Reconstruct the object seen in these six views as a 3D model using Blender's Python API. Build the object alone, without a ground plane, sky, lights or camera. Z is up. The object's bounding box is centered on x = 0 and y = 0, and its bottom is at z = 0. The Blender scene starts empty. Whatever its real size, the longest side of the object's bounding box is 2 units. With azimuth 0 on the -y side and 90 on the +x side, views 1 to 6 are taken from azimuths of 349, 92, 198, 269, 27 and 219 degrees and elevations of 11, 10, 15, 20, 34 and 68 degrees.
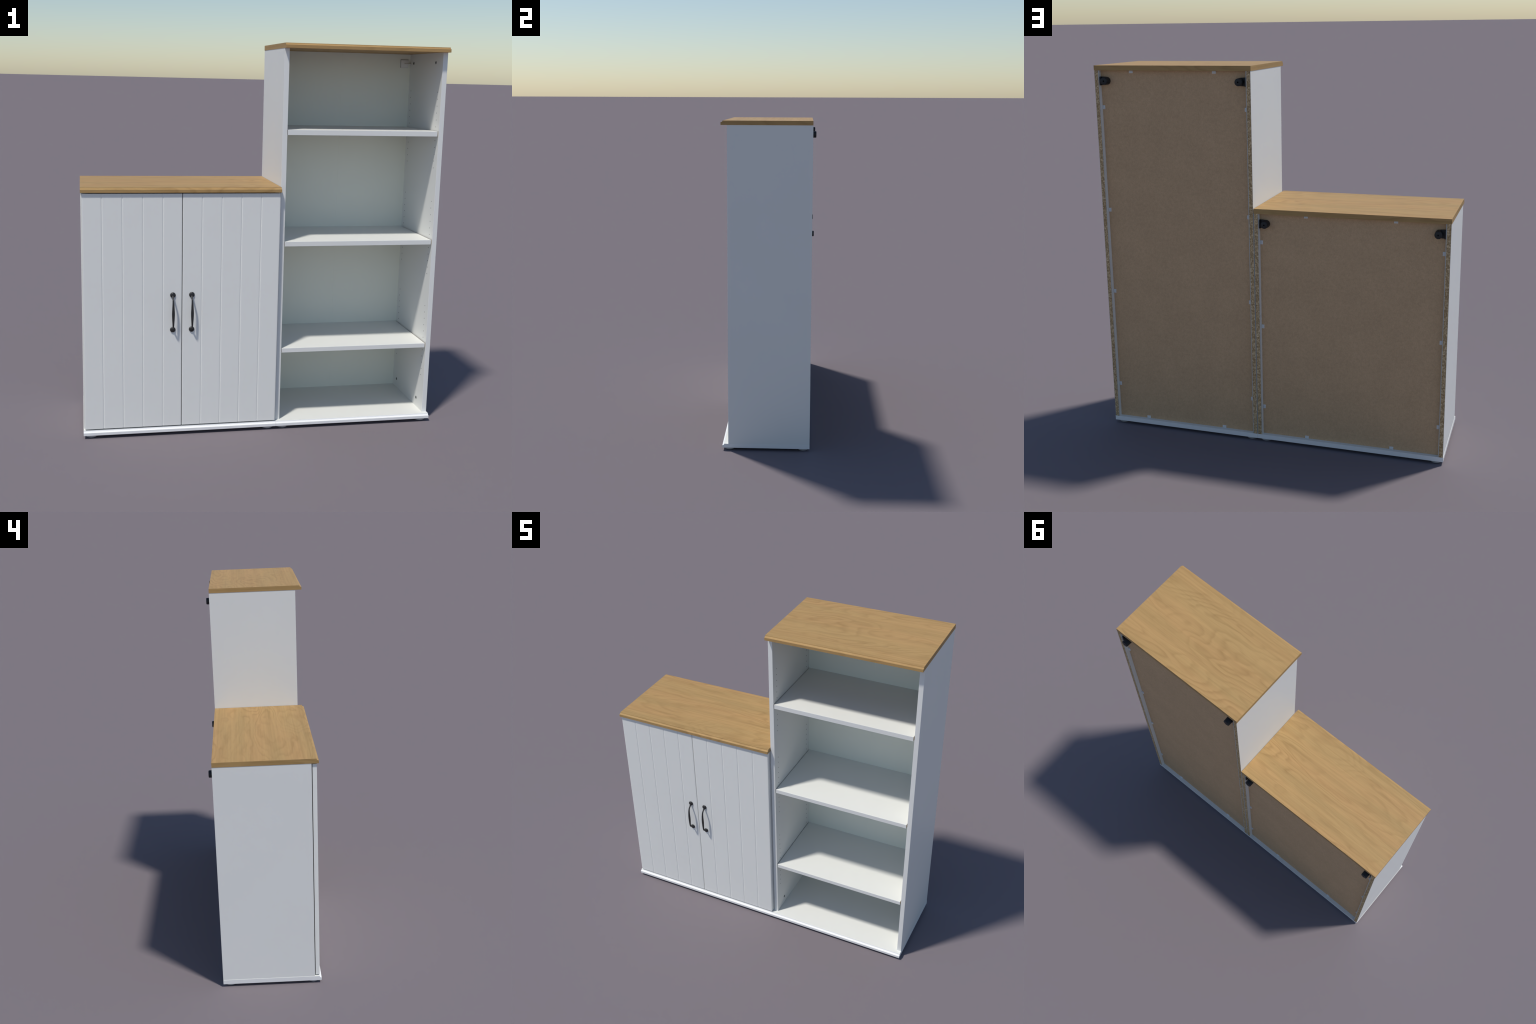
"""Low two-door cabinet standing beside a tall open bookcase.
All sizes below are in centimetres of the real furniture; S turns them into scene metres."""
import bpy, bmesh, math
from mathutils import Vector

S = 1.0 / 70.0

# ------------------------------------------------------------------ sizes (cm)
SLAB = 1.76            # thickness of the oak tops
BASE_Z0, BASE_Z1 = 1.05, 2.78
BACK_Y = 19.0          # rear plane of tops, sides and base
LIP_Y = -18.4          # front lip of tops and base
COVE_Y = -17.6        # where the moulded front edge starts
SIDE_Y = -15.86        # front edge of the side panels
SIDE_T = 1.76
BOARD_Y0, BOARD_Y1 = 17.1, 17.42    # thin fibre back board
SHELF_T = 1.72
DOOR_Y0, DOOR_Y1 = -17.72, -16.2
CLIP_STEP = 16.0


# ------------------------------------------------------------------ materials
def new_mat(name, rough=0.5, spec=0.5, metal=0.0):
    m = bpy.data.materials.new(name)
    m.use_nodes = True
    nt = m.node_tree
    b = nt.nodes["Principled BSDF"]
    b.inputs["Roughness"].default_value = rough
    b.inputs["Specular IOR Level"].default_value = spec
    b.inputs["Metallic"].default_value = metal
    return m, nt, b


def node(nt, kind, **kw):
    n = nt.nodes.new(kind)
    for k, v in kw.items():
        if k in n.inputs:
            n.inputs[k].default_value = v
        else:
            setattr(n, k, v)
    return n


def coords(nt, scale, rot=(0, 0, 0), loc=(0, 0, 0)):
    tc = node(nt, "ShaderNodeTexCoord")
    mp = node(nt, "ShaderNodeMapping")
    mp.inputs["Scale"].default_value = scale
    mp.inputs["Rotation"].default_value = rot
    mp.inputs["Location"].default_value = loc
    nt.links.new(tc.outputs["Object"], mp.inputs["Vector"])
    return mp.outputs["Vector"]


def ramp(nt, fac, stops):
    r = node(nt, "ShaderNodeValToRGB")
    el = r.color_ramp.elements
    while len(el) < len(stops):
        el.new(0.5)
    for e, (p, c) in zip(el, stops):
        e.position = p
        e.color = (*c, 1.0)
    nt.links.new(fac, r.inputs["Fac"])
    return r.outputs["Color"]


def mix(nt, fac, a, b, blend="MIX"):
    m = node(nt, "ShaderNodeMix", data_type="RGBA", blend_type=blend)
    for sock, val in ((m.inputs[0], fac), (m.inputs[6], a), (m.inputs[7], b)):
        if isinstance(val, (int, float)):
            sock.default_value = val
        elif isinstance(val, tuple):
            sock.default_value = (*val, 1.0)
        else:
            nt.links.new(val, sock)
    return m.outputs[2]


def math_node(nt, op, a, b=0.0, c=None):
    m = node(nt, "ShaderNodeMath", operation=op)
    for i, v in enumerate((a, b) if c is None else (a, b, c)):
        if isinstance(v, (int, float)):
            m.inputs[i].default_value = v
        else:
            nt.links.new(v, m.inputs[i])
    return m.outputs[0]


def noise(nt, vec, scale, detail=2.0, rough=0.5, dist=0.0):
    n = node(nt, "ShaderNodeTexNoise", Scale=scale, Detail=detail, Roughness=rough, Distortion=dist)
    nt.links.new(vec, n.inputs["Vector"])
    return n.outputs["Fac"]


def bump(nt, b, height, strength, dist=0.001):
    bn = node(nt, "ShaderNodeBump", Strength=strength, Distance=dist)
    nt.links.new(height, bn.inputs["Height"])
    nt.links.new(bn.outputs["Normal"], b.inputs["Normal"])


def white_lacquer(name, col, rough=0.45):
    m, nt, b = new_mat(name, rough, 0.4)
    v = coords(nt, (1, 1, 1))
    n = noise(nt, v, 3.0, 2.0)
    c = ramp(nt, n, [(0.3, tuple(x * 0.985 for x in col)), (0.7, col)])
    nt.links.new(c, b.inputs["Base Color"])
    bump(nt, b, noise(nt, v, 420.0, 2.0), 0.02)
    return m


def oak(name, seed, axis="x", rings=17.0):
    """Flat-sawn oak foil: nested cathedral figure, long streaks, fine pores along the grain."""
    m, nt, b = new_mat(name, 0.55, 0.22)
    grain = "xyz".index(axis)

    def stretched(along, across, off):
        sc = [across] * 3
        sc[grain] = along
        return coords(nt, tuple(sc), loc=(seed * 3.7 + off, seed * 1.9 - off, seed * 0.6))

    v = stretched(0.85, 3.2, 0.0)
    field = noise(nt, v, 1.5, 2.0, 0.45, 0.3)                    # slow height field cut by the saw
    wob = noise(nt, stretched(2.0, 7.0, 1.3), 3.0, 2.0, 0.5)     # zig-zag of the ring edges
    f2 = math_node(nt, "MULTIPLY_ADD", wob, 0.075, field)
    ring = math_node(nt, "FRACT", math_node(nt, "MULTIPLY", f2, rings))
    late = ramp(nt, ring, [(0.0, (0.35,) * 3), (0.08, (0.0,) * 3), (0.5, (0.10,) * 3), (0.88, (1.0,) * 3), (1.0, (0.35,) * 3)])
    strength = ramp(nt, noise(nt, stretched(1.0, 3.0, 4.1), 2.3, 1.0), [(0.36, (0.25,) * 3), (0.62, (1.0,) * 3)])
    broad = noise(nt, stretched(0.6, 16.0, 2.7), 1.6, 3.0, 0.6)
    streak = noise(nt, stretched(0.6, 64.0, 0.7), 1.6, 4.0, 0.65)
    pore = noise(nt, stretched(6.0, 300.0, 5.9), 1.7, 2.0, 0.6)
    tone = noise(nt, stretched(0.7, 7.0, 9.2), 1.6, 2.0)
    base = ramp(nt, tone, [(0.34, OAK_GREEN), (0.50, OAK_MID), (0.66, OAK_RED)])
    base = mix(nt, math_node(nt, "MULTIPLY", late, strength), base, mix(nt, 1.0, base, OAK_LATE, "MULTIPLY"))
    base = mix(nt, 1.0, base, ramp(nt, broad, [(0.34, (0.93, 0.93, 0.92)), (0.52, (1, 1, 1)), (0.70, (1.04, 1.04, 1.04))]), "MULTIPLY")
    base = mix(nt, 1.0, base, ramp(nt, streak, [(0.32, (0.91, 0.90, 0.88)), (0.50, (1, 1, 1)), (0.70, (1.05, 1.05, 1.05))]), "MULTIPLY")
    base = mix(nt, 1.0, base, ramp(nt, pore, [(0.30, (0.90, 0.88, 0.85)), (0.46, (1, 1, 1))]), "MULTIPLY")
    nt.links.new(base, b.inputs["Base Color"])
    bump(nt, b, pore, 0.04)
    return m


OAK_MID = (0.452, 0.284, 0.116)
OAK_GREEN = (0.434, 0.280, 0.115)
OAK_RED = (0.470, 0.286, 0.118)
OAK_LATE = (0.83, 0.81, 0.78)
WHITE = (0.80, 0.80, 0.79)
SIDE_WHITE = (0.83, 0.83, 0.80)
SHELF_WHITE = (0.795, 0.80, 0.755)
INNER_WHITE = (0.89, 0.905, 0.80)

MAT_WHITE = white_lacquer("white_laminate", SIDE_WHITE)
MAT_SHELF = white_lacquer("ivory_white_laminate", SHELF_WHITE)
MAT_INNER = white_lacquer("white_painted_fibreboard", INNER_WHITE, 0.6)
MAT_STRIP = white_lacquer("grey_laminate_edge", (0.47, 0.46, 0.43), 0.6)
MAT_FOOT = white_lacquer("white_plastic_shade_darkened", (0.50, 0.51, 0.52), 0.5)  # white plastic, colour darkened for the shadow under the base
MAT_DOOR = white_lacquer("white_door_foil", (0.835, 0.835, 0.800), 0.5)
MAT_BASE = white_lacquer("white_moulding_foil", (0.86, 0.86, 0.85), 0.4)
MAT_PLASTIC_WHITE = white_lacquer("white_plastic", (0.80, 0.81, 0.81), 0.35)
MAT_OAK_LOW = oak("oak_foil_cabinet", 1.0)
MAT_OAK_TALL = oak("oak_foil_bookcase", 5.3)
MAT_OAK_END = oak("oak_edge_band", 2.2, axis="y", rings=9.0)


def fibreboard():
    m, nt, b = new_mat("brown_fibreboard", 0.85, 0.2)
    v = coords(nt, (1, 1, 1))
    n = noise(nt, v, 55.0, 4.0, 0.65)
    fine = noise(nt, coords(nt, (1, 1, 0.55)), 300.0, 2.0, 0.6)
    big = noise(nt, v, 7.0, 2.0, 0.5)
    c = ramp(nt, n, [(0.30, (0.540, 0.364, 0.214)), (0.70, (0.610, 0.414, 0.247))])
    c = mix(nt, 1.0, c, ramp(nt, fine, [(0.30, (0.90, 0.90, 0.90)), (0.65, (1.05, 1.05, 1.05))]), "MULTIPLY")
    c = mix(nt, 1.0, c, ramp(nt, big, [(0.30, (0.96, 0.96, 0.96)), (0.70, (1.03, 1.03, 1.03))]), "MULTIPLY")
    nt.links.new(c, b.inputs["Base Color"])
    bump(nt, b, n, 0.08)
    return m


def chipboard():
    m, nt, b = new_mat("raw_chipboard", 0.9, 0.2)
    v = coords(nt, (1, 1, 0.6))
    vo = node(nt, "ShaderNodeTexVoronoi", Scale=230.0, Randomness=1.0)
    nt.links.new(v, vo.inputs["Vector"])
    sep = node(nt, "ShaderNodeSeparateColor")
    nt.links.new(vo.outputs["Color"], sep.inputs["Color"])
    chip = ramp(nt, sep.outputs[0], [(0.0, (0.35, 0.230, 0.118)), (0.5, (0.49, 0.345, 0.190)), (1.0, (0.74, 0.570, 0.360))])
    big = noise(nt, v, 110.0, 3.0, 0.6)
    c = mix(nt, 1.0, chip, ramp(nt, big, [(0.32, (0.82, 0.82, 0.80)), (0.68, (1.08, 1.07, 1.05))]), "MULTIPLY")
    nt.links.new(c, b.inputs["Base Color"])
    bump(nt, b, big, 0.15)
    return m


def plain(name, col, rough, spec=0.5, metal=0.0, var=0.1, scale=60.0):
    m, nt, b = new_mat(name, rough, spec, metal)
    n = noise(nt, coords(nt, (1, 1, 1)), scale, 2.0)
    c = ramp(nt, n, [(0.3, tuple(x * (1 - var) for x in col)), (0.7, tuple(x * (1 + var) for x in col))])
    nt.links.new(c, b.inputs["Base Color"])
    return m


MAT_BOARD = fibreboard()
MAT_CHIP = chipboard()
MAT_EDGE = plain("raw_shelf_edge", (0.42, 0.32, 0.19), 0.9, 0.2, var=0.15, scale=150)
MAT_BLACK = plain("black_plastic", (0.016, 0.017, 0.019), 0.5, 0.4)
MAT_HOLE = plain("dark_hole", (0.02, 0.02, 0.02), 0.9, 0.1)
MAT_IRON = plain("blackened_iron", (0.020, 0.0195, 0.0195), 0.4, 0.5)
MAT_STEEL = plain("zinc_steel", (0.75, 0.75, 0.73), 0.38, 0.5, 1.0)
MAT_BOLT = plain("dark_bolt", (0.13, 0.14, 0.135), 0.45, 0.5)
MAT_PLATE_SHADOW = plain("painted_shadow_grey", (0.38, 0.38, 0.36), 0.8, 0.2)
MAT_PIN = plain("pin_hole_shade", (0.26, 0.25, 0.23), 0.8, 0.2)


# ------------------------------------------------------------------ mesh tools
def to_object(bm, name, mats, parent, smooth_angle=None):
    """bm is in centimetres, world frame; the object's origin is put at its bounding box centre."""
    bmesh.ops.recalc_face_normals(bm, faces=bm.faces)
    lo = Vector([min(v.co[i] for v in bm.verts) for i in range(3)])
    hi = Vector([max(v.co[i] for v in bm.verts) for i in range(3)])
    c = (lo + hi) / 2
    for v in bm.verts:
        v.co = (v.co - c) * S
    me = bpy.data.meshes.new(name)
    bm.to_mesh(me)
    bm.free()
    for m in mats:
        me.materials.append(m)
    if smooth_angle is not None:
        me.shade_smooth()
        me.set_sharp_from_angle(angle=math.radians(smooth_angle))
    ob = bpy.data.objects.new(name, me)
    bpy.context.scene.collection.objects.link(ob)
    attach(ob, parent, c * S)
    return ob


def attach(ob, parent, world_loc):
    ob.parent = parent
    base = Vector((0, 0, 0))
    p = parent
    while p is not None:
        base = base + p.location
        p = p.parent
    ob.location = world_loc - base


def box_bm(x0, x1, y0, y1, z0, z1, bevel=0.05, seg=2):
    bm = bmesh.new()
    bmesh.ops.create_cube(bm, size=1.0)
    for v in bm.verts:
        v.co = Vector(((x0 + x1) / 2 + v.co.x * (x1 - x0), (y0 + y1) / 2 + v.co.y * (y1 - y0), (z0 + z1) / 2 + v.co.z * (z1 - z0)))
    if bevel:
        bmesh.ops.bevel(bm, geom=bm.edges[:], offset=bevel, segments=seg, affect="EDGES", profile=0.5)
    return bm


def extrude_profile(points, axis, a, b):
    """Closed 2D profile swept along axis x (profile in y,z) or z (profile in x,y)."""
    bm = bmesh.new()
    def p3(p, t):
        return Vector((t, p[0], p[1])) if axis == "x" else Vector((p[0], p[1], t))
    r0 = [bm.verts.new(p3(p, a)) for p in points]
    r1 = [bm.verts.new(p3(p, b)) for p in points]
    n = len(points)
    for i in range(n):
        bm.faces.new((r0[i], r0[(i + 1) % n], r1[(i + 1) % n], r1[i]))
    bm.faces.new(r0)
    bm.faces.new(list(reversed(r1)))
    bmesh.ops.recalc_face_normals(bm, faces=bm.faces)
    return bm


def cylinder_bm(c, axis, r, length, seg=32, bevel=0.0, r2=None):
    bm = bmesh.new()
    bmesh.ops.create_cone(bm, cap_ends=True, segments=seg, radius1=r, radius2=r if r2 is None else r2, depth=length)
    if bevel:
        edges = [e for e in bm.edges if abs(e.verts[0].co.z - e.verts[1].co.z) < 1e-6]
        bmesh.ops.bevel(bm, geom=edges, offset=bevel, segments=3, affect="EDGES", profile=0.5)
    for v in bm.verts:
        x, y, z = v.co
        v.co = Vector({"z": (x, y, z), "y": (x, -z, y), "x": (z, y, -x)}[axis]) + Vector(c)
    return bm


def merge(dst, src, mat_index=0):
    me = bpy.data.meshes.new("tmp")
    for f in src.faces:
        f.material_index = mat_index
    src.to_mesh(me)
    src.free()
    dst.from_mesh(me)
    bpy.data.meshes.remove(me)


# ------------------------------------------------------------------ board parts
def moulded_profile(z0, z1, drop, cove_y):
    """Board section with a hollow (cove) front moulding: steep at the top arris, flat at the upright lip."""
    run = cove_y - LIP_Y
    pts = [(BACK_Y, z1), (cove_y + 0.5, z1), (cove_y, z1)]
    for u, w in ((0.10, 0.46), (0.20, 0.62), (0.34, 0.75), (0.52, 0.86), (0.74, 0.95), (0.96, 1.0)):
        pts.append((cove_y - run * u, z1 - drop * w))
    pts += [(LIP_Y, z1 - drop - 0.04), (LIP_Y, z0 + 0.05), (LIP_Y + 0.05, z0), (BACK_Y, z0)]
    return pts


def moulded_board(name, x0, x1, z0, z1, drop, mats, parent, cove_y=COVE_Y):
    bm = extrude_profile(moulded_profile(z0, z1, drop, cove_y), "x", x0, x1)
    for f in bm.faces:
        if name == "top_board" and abs(f.normal.x) > 0.9:
            f.material_index = 1            # edge band
        if name == "base_board" and f.normal.z > 0.99 and f.calc_center_median().z > z1 - 0.01:
            f.material_index = 1            # laminate floor, the moulding is foil
    ob = to_object(bm, name, mats, parent, 13)
    return ob


def side_panel(parent, outer, inner, z0, z1):
    """White laminated chipboard panel, raw at the rear edge except for a thin laminate strip inside."""
    sgn = 1.0 if inner > outer else -1.0
    strip = inner - sgn * 0.26
    e = 0.05
    pts = [(outer, BACK_Y), (outer, SIDE_Y + e), (outer + sgn * e * 0.3, SIDE_Y + e * 0.3), (outer + sgn * e, SIDE_Y),
           (inner - sgn * e, SIDE_Y), (inner - sgn * e * 0.3, SIDE_Y + e * 0.3), (inner, SIDE_Y + e), (inner, BACK_Y),
           (strip, BACK_Y), (outer + sgn * 0.08, BACK_Y)]
    bm = extrude_profile(pts, "z", z0, z1)
    a, b = sorted((strip, outer + sgn * 0.08))
    for f in bm.faces:
        if abs(f.normal.y) > 0.9:
            c = f.calc_center_median()
            if c.y > BACK_Y - 0.01 and a < c.x < b:
                f.material_index = 1
            elif c.y > BACK_Y - 0.01:
                f.material_index = 2
    return to_object(bm, "side_panel", [MAT_WHITE, MAT_CHIP, MAT_STRIP], parent)


def shelf(parent, x0, x1, top, thick=SHELF_T, y0=SIDE_Y + 0.14, y1=BOARD_Y0 - 0.02):
    bm = box_bm(x0, x1, y0, y1, top - thick, top, 0.06)
    bm.normal_update()
    for f in bm.faces:
        if abs(f.normal.x) > 0.95:
            f.material_index = 1            # unbanded ends
        elif abs(f.normal.z) > 0.95:
            f.material_index = 2
    return to_object(bm, "shelf", [MAT_WHITE, MAT_EDGE, MAT_SHELF], parent)


def back_board(parent, x0, x1, z0, z1):
    """Thin board, white inside with a fine fold line down the middle, bare fibre outside."""
    xm = (x0 + x1) / 2 + 0.3
    pts = [(x0, BOARD_Y1), (x0, BOARD_Y0), (xm - 0.09, BOARD_Y0), (xm, BOARD_Y0 + 0.05), (xm + 0.09, BOARD_Y0), (x1, BOARD_Y0), (x1, BOARD_Y1)]
    bm = extrude_profile(pts, "z", z0, z1)
    for f in bm.faces:
        if f.normal.y > 0.9:
            f.material_index = 1
    return to_object(bm, "back_board", [MAT_INNER, MAT_BOARD], parent)


def copies(first, places, parent):
    """Shared-mesh repeats of `first`; places are world positions (cm) with a turn about y."""
    for p, turn in places:
        ob = first.copy()
        bpy.context.scene.collection.objects.link(ob)
        attach(ob, parent, Vector(p) * S)
        ob.rotation_euler = (0, turn, 0)


def at_places(ob, places, parent):
    p, turn = places[0]
    attach(ob, parent, Vector(p) * S)
    ob.rotation_euler = (0, turn, 0)
    copies(ob, places[1:], parent)


def feet(parent, xs):
    first = to_object(cylinder_bm((0, 0, 0), "z", 2.05, 1.08, 48, 0.12, 2.6), "foot", [MAT_FOOT], parent, 40)
    at_places(first, [((x, y, 0.54), 0.0) for x in xs for y in (-15.4, 16.2)], parent)


def back_clips(parent, places):
    """Small ribbed wedge that holds the back board in place; local +z is the side it grips."""
    bm = bmesh.new()
    merge(bm, box_bm(-0.72, 0.72, -0.12, 0.12, -0.5, 0.5, 0.05))
    for k in range(3):
        merge(bm, box_bm(-0.70, 0.70, 0.10, 0.34, -0.46 + k * 0.34, -0.26 + k * 0.34, 0.05))
    first = to_object(bm, "back_clip", [MAT_PLASTIC_WHITE], parent, 40)
    at_places(first, places, parent)


def wall_spacer(parent, panel_x, zc, inward):
    """Black plastic spacer screwed to the side panel behind the back board."""
    cx = panel_x + inward * 2.42
    r = 1.4
    bm = bmesh.new()
    # flat tongue with a round end lying on the back board
    n = 16
    pts = [(0.02, -1.52), (0.02, 1.52), (1.0, 1.50)]
    pts += [(2.42 + r * math.sin(t), r * math.cos(t)) for t in [math.pi * i / n for i in range(n + 1)]]
    pts += [(1.0, -1.50)]
    tong = bmesh.new()
    lo = [tong.verts.new((panel_x + inward * u, BOARD_Y1 + 0.01, zc + w)) for u, w in pts]
    hi = [tong.verts.new((panel_x + inward * u, BOARD_Y1 + 0.55, zc + w)) for u, w in pts]
    for i in range(len(pts)):
        j = (i + 1) % len(pts)
        tong.faces.new((lo[i], lo[j], hi[j], hi[i]))
    tong.faces.new(lo)
    tong.faces.new(hi)
    bmesh.ops.recalc_face_normals(tong, faces=tong.faces)
    merge(bm, tong)
    xa, xb = sorted((panel_x + inward * 0.01, panel_x + inward * 0.55))
    merge(bm, box_bm(xa, xb, BOARD_Y1 + 0.02, 18.75, zc - 1.6, zc + 1.5, 0.12))
    # buffer drum with a small bore in its face
    drum = bmesh.new()
    prof = [(0.0, 19.6), (0.27, 19.6), (0.27, 20.30), (1.05, 20.30), (1.22, 20.24), (1.32, 20.08), (1.36, BOARD_Y1 + 0.5)]
    seg = 36
    rings = [[drum.verts.new((cx + q * math.cos(2 * math.pi * k / seg), y, zc + q * math.sin(2 * math.pi * k / seg))) for k in range(seg)] for q, y in prof[1:]]
    for a, b in zip(rings, rings[1:]):
        for k in range(seg):
            drum.faces.new((a[k], a[(k + 1) % seg], b[(k + 1) % seg], b[k]))
    floor = drum.faces.new(rings[0])
    drum.faces.new(rings[-1])
    bmesh.ops.recalc_face_normals(drum, faces=drum.faces)
    merge(bm, drum)
    return to_object(bm, "wall_spacer", [MAT_BLACK], parent, 35)


def door(parent, x0, x1, z0, z1):
    """Door leaf with four shallow tongue-and-groove style grooves."""
    e = 0.07
    mid = (x0 + x1) / 2
    pts = [(x0, DOOR_Y1), (x0, DOOR_Y0 + e), (x0 + e * 0.3, DOOR_Y0 + e * 0.3), (x0 + e, DOOR_Y0), (x0 + 0.5, DOOR_Y0)]
    for g in (-10.5, -3.5, 3.5, 10.5):
        w, d, n = 0.27, 0.11, 8
        pts.append((mid + g - w - 0.25, DOOR_Y0))
        for i in range(n + 1):
            u = -1 + 2 * i / n
            pts.append((mid + g + u * w, DOOR_Y0 + d * (0.5 + 0.5 * math.cos(math.pi * u))))
        pts.append((mid + g + w + 0.25, DOOR_Y0))
    pts += [(x1 - 0.5, DOOR_Y0), (x1 - e, DOOR_Y0), (x1 - e * 0.3, DOOR_Y0 + e * 0.3), (x1, DOOR_Y0 + e), (x1, DOOR_Y1)]
    bm = extrude_profile(pts, "z", z0, z1)
    return to_object(bm, "door", [MAT_DOOR], parent, 30)


def catmull(pts, n):
    out = []
    for i in range(len(pts) - 1):
        p0, p1, p2, p3 = pts[max(i - 1, 0)], pts[i], pts[i + 1], pts[min(i + 2, len(pts) - 1)]
        for k in range(n):
            t = k / n
            out.append([0.5 * (2 * b + (c - a) * t + (2 * a - 5 * b + 4 * c - d) * t * t + (3 * b - a - 3 * c + d) * t ** 3)
                        for a, b, c, d in zip(p0, p1, p2, p3)])
    out.append(list(pts[-1]))
    return out


def bow_handle(parent, x):
    """Forged bow: two round buttons on the door and a swelling grip between them."""
    spine = [(-17.8, 51.95, 0.60), (-18.2, 51.50, 0.38), (-18.75, 51.00, 0.30), (-19.45, 50.35, 0.29), (-19.86, 49.2, 0.34),
             (-20.01, 47.4, 0.44), (-20.02, 45.6, 0.52), (-20.01, 43.8, 0.46), (-19.97, 42.2, 0.36),
             (-19.82, 41.1, 0.30), (-19.38, 40.4, 0.27), (-18.65, 39.95, 0.29), (-18.25, 39.65, 0.36), (-17.8, 39.35, 0.60)]
    line = catmull(spine, 6)
    bm = bmesh.new()
    seg = 20
    rings = []
    for i, (y, z, r) in enumerate(line):
        a, b = line[max(i - 1, 0)], line[min(i + 1, len(line) - 1)]
        t = Vector((0, b[0] - a[0], b[1] - a[1])).normalized()
        nrm = t.cross(Vector((1, 0, 0))).normalized()
        rings.append([bm.verts.new(Vector((x, y, z)) + r * (math.cos(2 * math.pi * k / seg) * Vector((1, 0, 0)) + min(1.0, 0.28 / r if y < -19 else 1.0) * math.sin(2 * math.pi * k / seg) * nrm)) for k in range(seg)])
    for a, b in zip(rings, rings[1:]):
        for k in range(seg):
            bm.faces.new((a[k], a[(k + 1) % seg], b[(k + 1) % seg], b[k]))
    bm.faces.new(rings[0])
    bm.faces.new(list(reversed(rings[-1])))
    for zc in (51.97, 39.33):       # domed buttons
        but = bmesh.new()
        prof = [(0.98, DOOR_Y0 - 0.004), (1.0, DOOR_Y0 - 0.12), (0.93, DOOR_Y0 - 0.30), (0.74, DOOR_Y0 - 0.46), (0.45, DOOR_Y0 - 0.57), (0.15, DOOR_Y0 - 0.61)]
        m = 28
        rr = [[but.verts.new((x + q * math.cos(2 * math.pi * k / m), y, zc + q * math.sin(2 * math.pi * k / m))) for k in range(m)] for q, y in prof]
        for a, b in zip(rr, rr[1:]):
            for k in range(m):
                but.faces.new((a[k], a[(k + 1) % m], b[(k + 1) % m], b[k]))
        but.faces.new(rr[0])
        but.faces.new(rr[-1])
        bmesh.ops.recalc_face_normals(but, faces=but.faces)
        merge(bm, but)
    return to_object(bm, "handle", [MAT_IRON], parent, 50)


def pin_holes(parent, x_in, normal, groups):
    """Rows of shelf-pin sockets on the inner face of a side panel."""
    bm = bmesh.new()
    for z_top in groups:
        for k in range(12):
            z = z_top - 2.5 * k
            for y in (-12.72, 14.74):
                merge(bm, cylinder_bm((x_in + normal * 0.004, y, z), "x", 0.20, 0.03, 12))
    ob = to_object(bm, "shelf_pin_holes", [MAT_PIN], parent)
    ob["kind"] = "stuff"
    return ob


def joint_bolts(parent, spots):
    """Bolt heads sunk in the inner faces of the side panels."""
    bm = bmesh.new()
    merge(bm, cylinder_bm((0, 0, 0), "x", 0.58, 0.05, 24))
    merge(bm, cylinder_bm((0, 0, 0), "x", 0.30, 0.09, 6))
    for f in bm.faces:
        c = f.calc_center_median()
        f.material_index = 1 if math.hypot(c.y, c.z) < 0.33 and abs(c.x) > 0.03 else 0
    first = to_object(bm, "joint_bolt", [MAT_BOLT, MAT_HOLE], parent)
    at_places(first, [(p, 0.0) for p in spots], parent)


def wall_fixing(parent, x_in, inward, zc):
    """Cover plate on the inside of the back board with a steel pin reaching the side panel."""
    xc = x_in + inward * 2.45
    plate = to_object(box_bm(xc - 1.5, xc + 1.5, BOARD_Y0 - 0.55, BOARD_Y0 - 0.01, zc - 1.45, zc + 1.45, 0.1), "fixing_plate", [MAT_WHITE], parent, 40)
    to_object(box_bm(xc - 1.68, xc + 1.62, BOARD_Y0 - 0.1, BOARD_Y0 - 0.008, zc - 1.5, zc + 1.68, 0.04), "fixing_shadow_outline", [MAT_PLATE_SHADOW], plate)  # oversized grey backing modelled as the plate's shadow line, top and left
    bm = bmesh.new()
    xa, xb = sorted((x_in + inward * 0.05, x_in + inward * 2.6))
    merge(bm, cylinder_bm(((xa + xb) / 2, BOARD_Y0 - 0.85, zc - 0.02), "x", 0.2, xb - xa, 16, 0.03))
    merge(bm, cylinder_bm((x_in + inward * 0.42, BOARD_Y0 - 0.85, zc - 0.02), "x", 0.33, 0.45, 18, 0.05))
    to_object(bm, "fixing_pin", [MAT_STEEL], plate, 40)


def unit(name, cx, label, category):
    e = bpy.data.objects.new(name, None)
    e.empty_display_size = 0.1
    bpy.context.scene.collection.objects.link(e)
    e.location = (cx * S, 0, 0)
    e["label"] = label
    e["category"] = category
    return e


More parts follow.
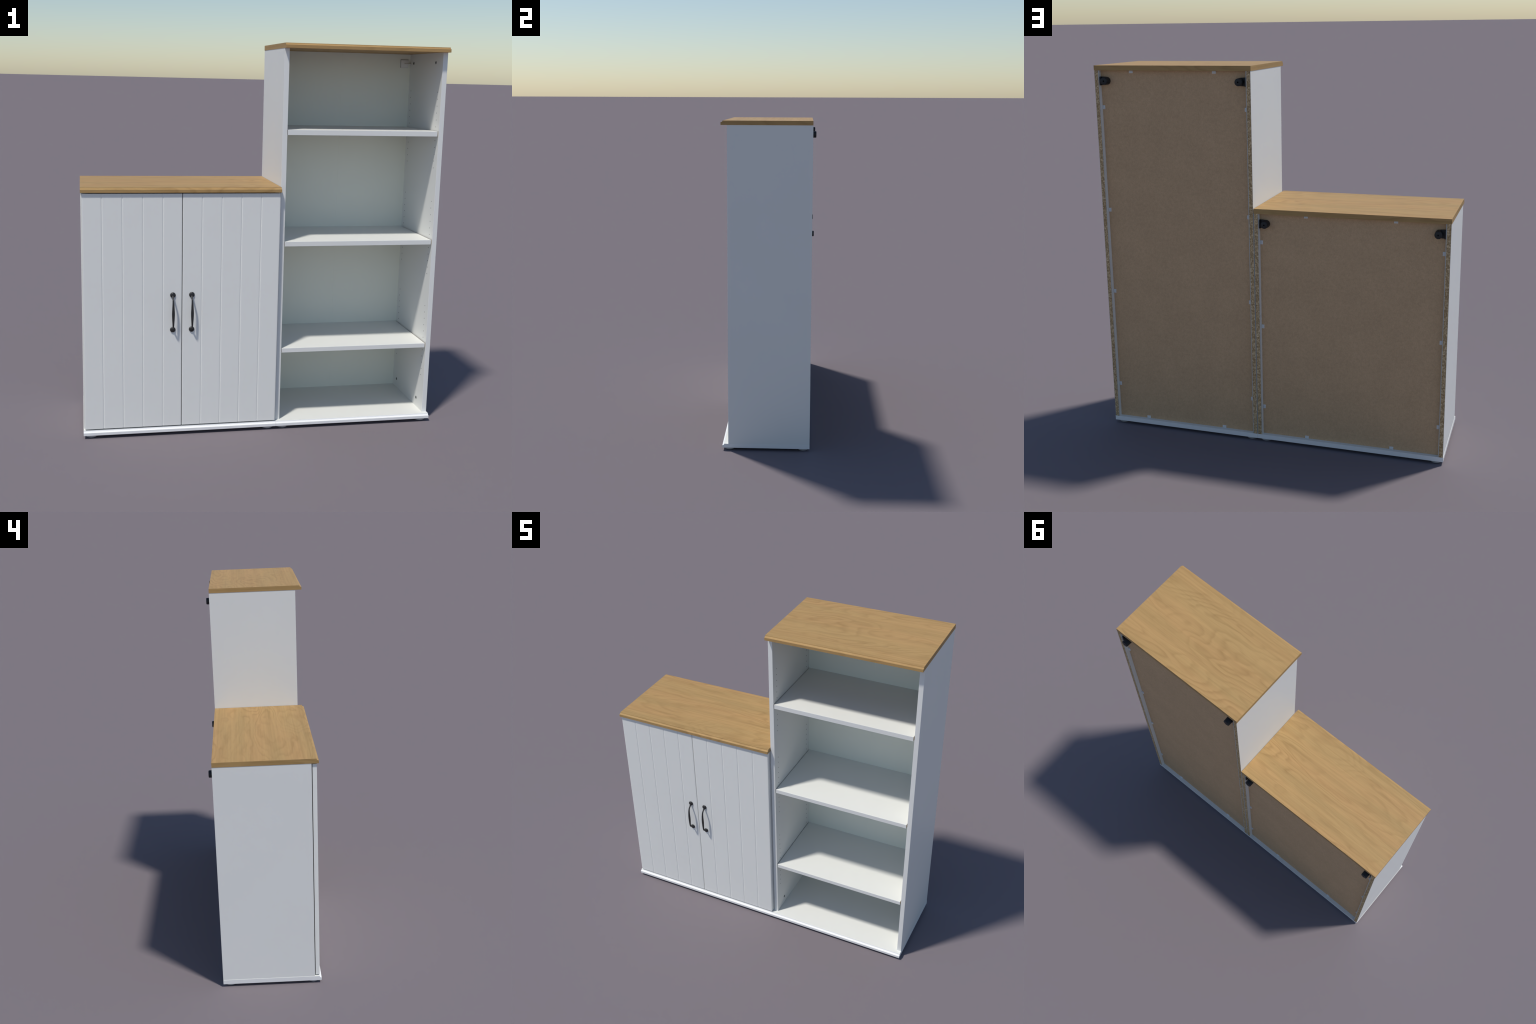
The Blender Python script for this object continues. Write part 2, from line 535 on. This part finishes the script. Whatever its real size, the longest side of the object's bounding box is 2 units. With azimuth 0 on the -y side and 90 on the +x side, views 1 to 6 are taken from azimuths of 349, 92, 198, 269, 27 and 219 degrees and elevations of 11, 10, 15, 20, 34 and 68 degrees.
def carcass(parent, cx, half, height, mat_top):
    """Top, base, sides, back board, feet, spacers and clips shared by both units."""
    top0 = height - SLAB
    gap = 0.012
    moulded_board("top_board", cx - half + gap, cx + half - gap, top0, height, 0.64, [mat_top, MAT_OAK_END], parent)
    moulded_board("base_board", cx - half + gap, cx + half - gap, BASE_Z0, BASE_Z1, 0.66, [MAT_BASE, MAT_SHELF], parent, COVE_Y)
    out, inn = half - 0.10, half - 0.10 - SIDE_T
    for s in (-1, 1):
        side_panel(parent, cx + s * out, cx + s * inn, BASE_Z1 + 0.005, top0 - 0.005)
        wall_spacer(parent, cx + s * inn, height - 5.53, -s)
    back_board(parent, cx - inn + 0.004, cx + inn - 0.004, BASE_Z1 + 0.004, top0 - 0.004)
    feet(parent, (cx - half + 2.85, cx + half - 2.85))
    y = BOARD_Y1 + 0.13
    places = [((cx + s * CLIP_STEP, y, top0 - 0.52), 0.0) for s in (-1, 1)] + [((cx + s * CLIP_STEP, y, BASE_Z1 + 0.52), math.pi) for s in (-1, 1)]
    return out, inn, places, y


# ------------------------------------------------------------------ low cabinet
cab = unit("door_cabinet", -30.06, "low white two-door cabinet with oak top and black handles", "cabinet")
out, inn, places, y = carcass(cab, -30.06, 35.04, 90.15, MAT_OAK_LOW)
for dz in (-31.95, 0.0, 31.95):
    for s in (-1, 1):
        places.append(((-30.06 + s * (inn - 0.52), y, 45.7 + dz), s * math.pi / 2))
back_clips(cab, places)
for top in (31.0, 59.5):
    shelf(cab, -30.06 - inn + 0.15, -30.06 + inn - 0.15, top)
for x0, x1, hx in ((-64.55, -30.25, -33.4), (-29.99, 4.66, -26.67)):
    d = door(cab, x0, x1, 3.28, 88.02)
    bow_handle(d, hx)

# ------------------------------------------------------------------ tall bookcase
book = unit("open_bookcase", 35.05, "tall white open bookcase with three shelves and oak top", "bookcase")
out, inn, places, y = carcass(book, 35.05, 30.05, 140.0, MAT_OAK_TALL)
for dz in (-54.3, -16.0, 16.0, 54.3):
    for s in (-1, 1):
        places.append(((35.05 + s * (inn - 0.52), y, 70.6 + dz), s * math.pi / 2))
back_clips(book, places)
for top, thick in ((110.23, 1.84), (70.19, SHELF_T), (30.24, 1.64)):
    shelf(book, 7.06, 62.84, top, thick)
spots = []
for s in (-1, 1):
    xi = 35.05 + s * inn
    pin_holes(book, xi, -s, (124.25, 84.25, 44.25))
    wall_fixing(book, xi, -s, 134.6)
    spots += [(xi - s * 0.02, yy, zz) for yy in (-9.25, 13.15) for zz in (6.25, 134.8)]
joint_bolts(book, spots)
cap = cylinder_bm((35.05 - out - 0.01, -8.25, 136.9), "x", 0.22, 0.05, 16)
to_object(cap, "screw_cap", [MAT_PLASTIC_WHITE], book)
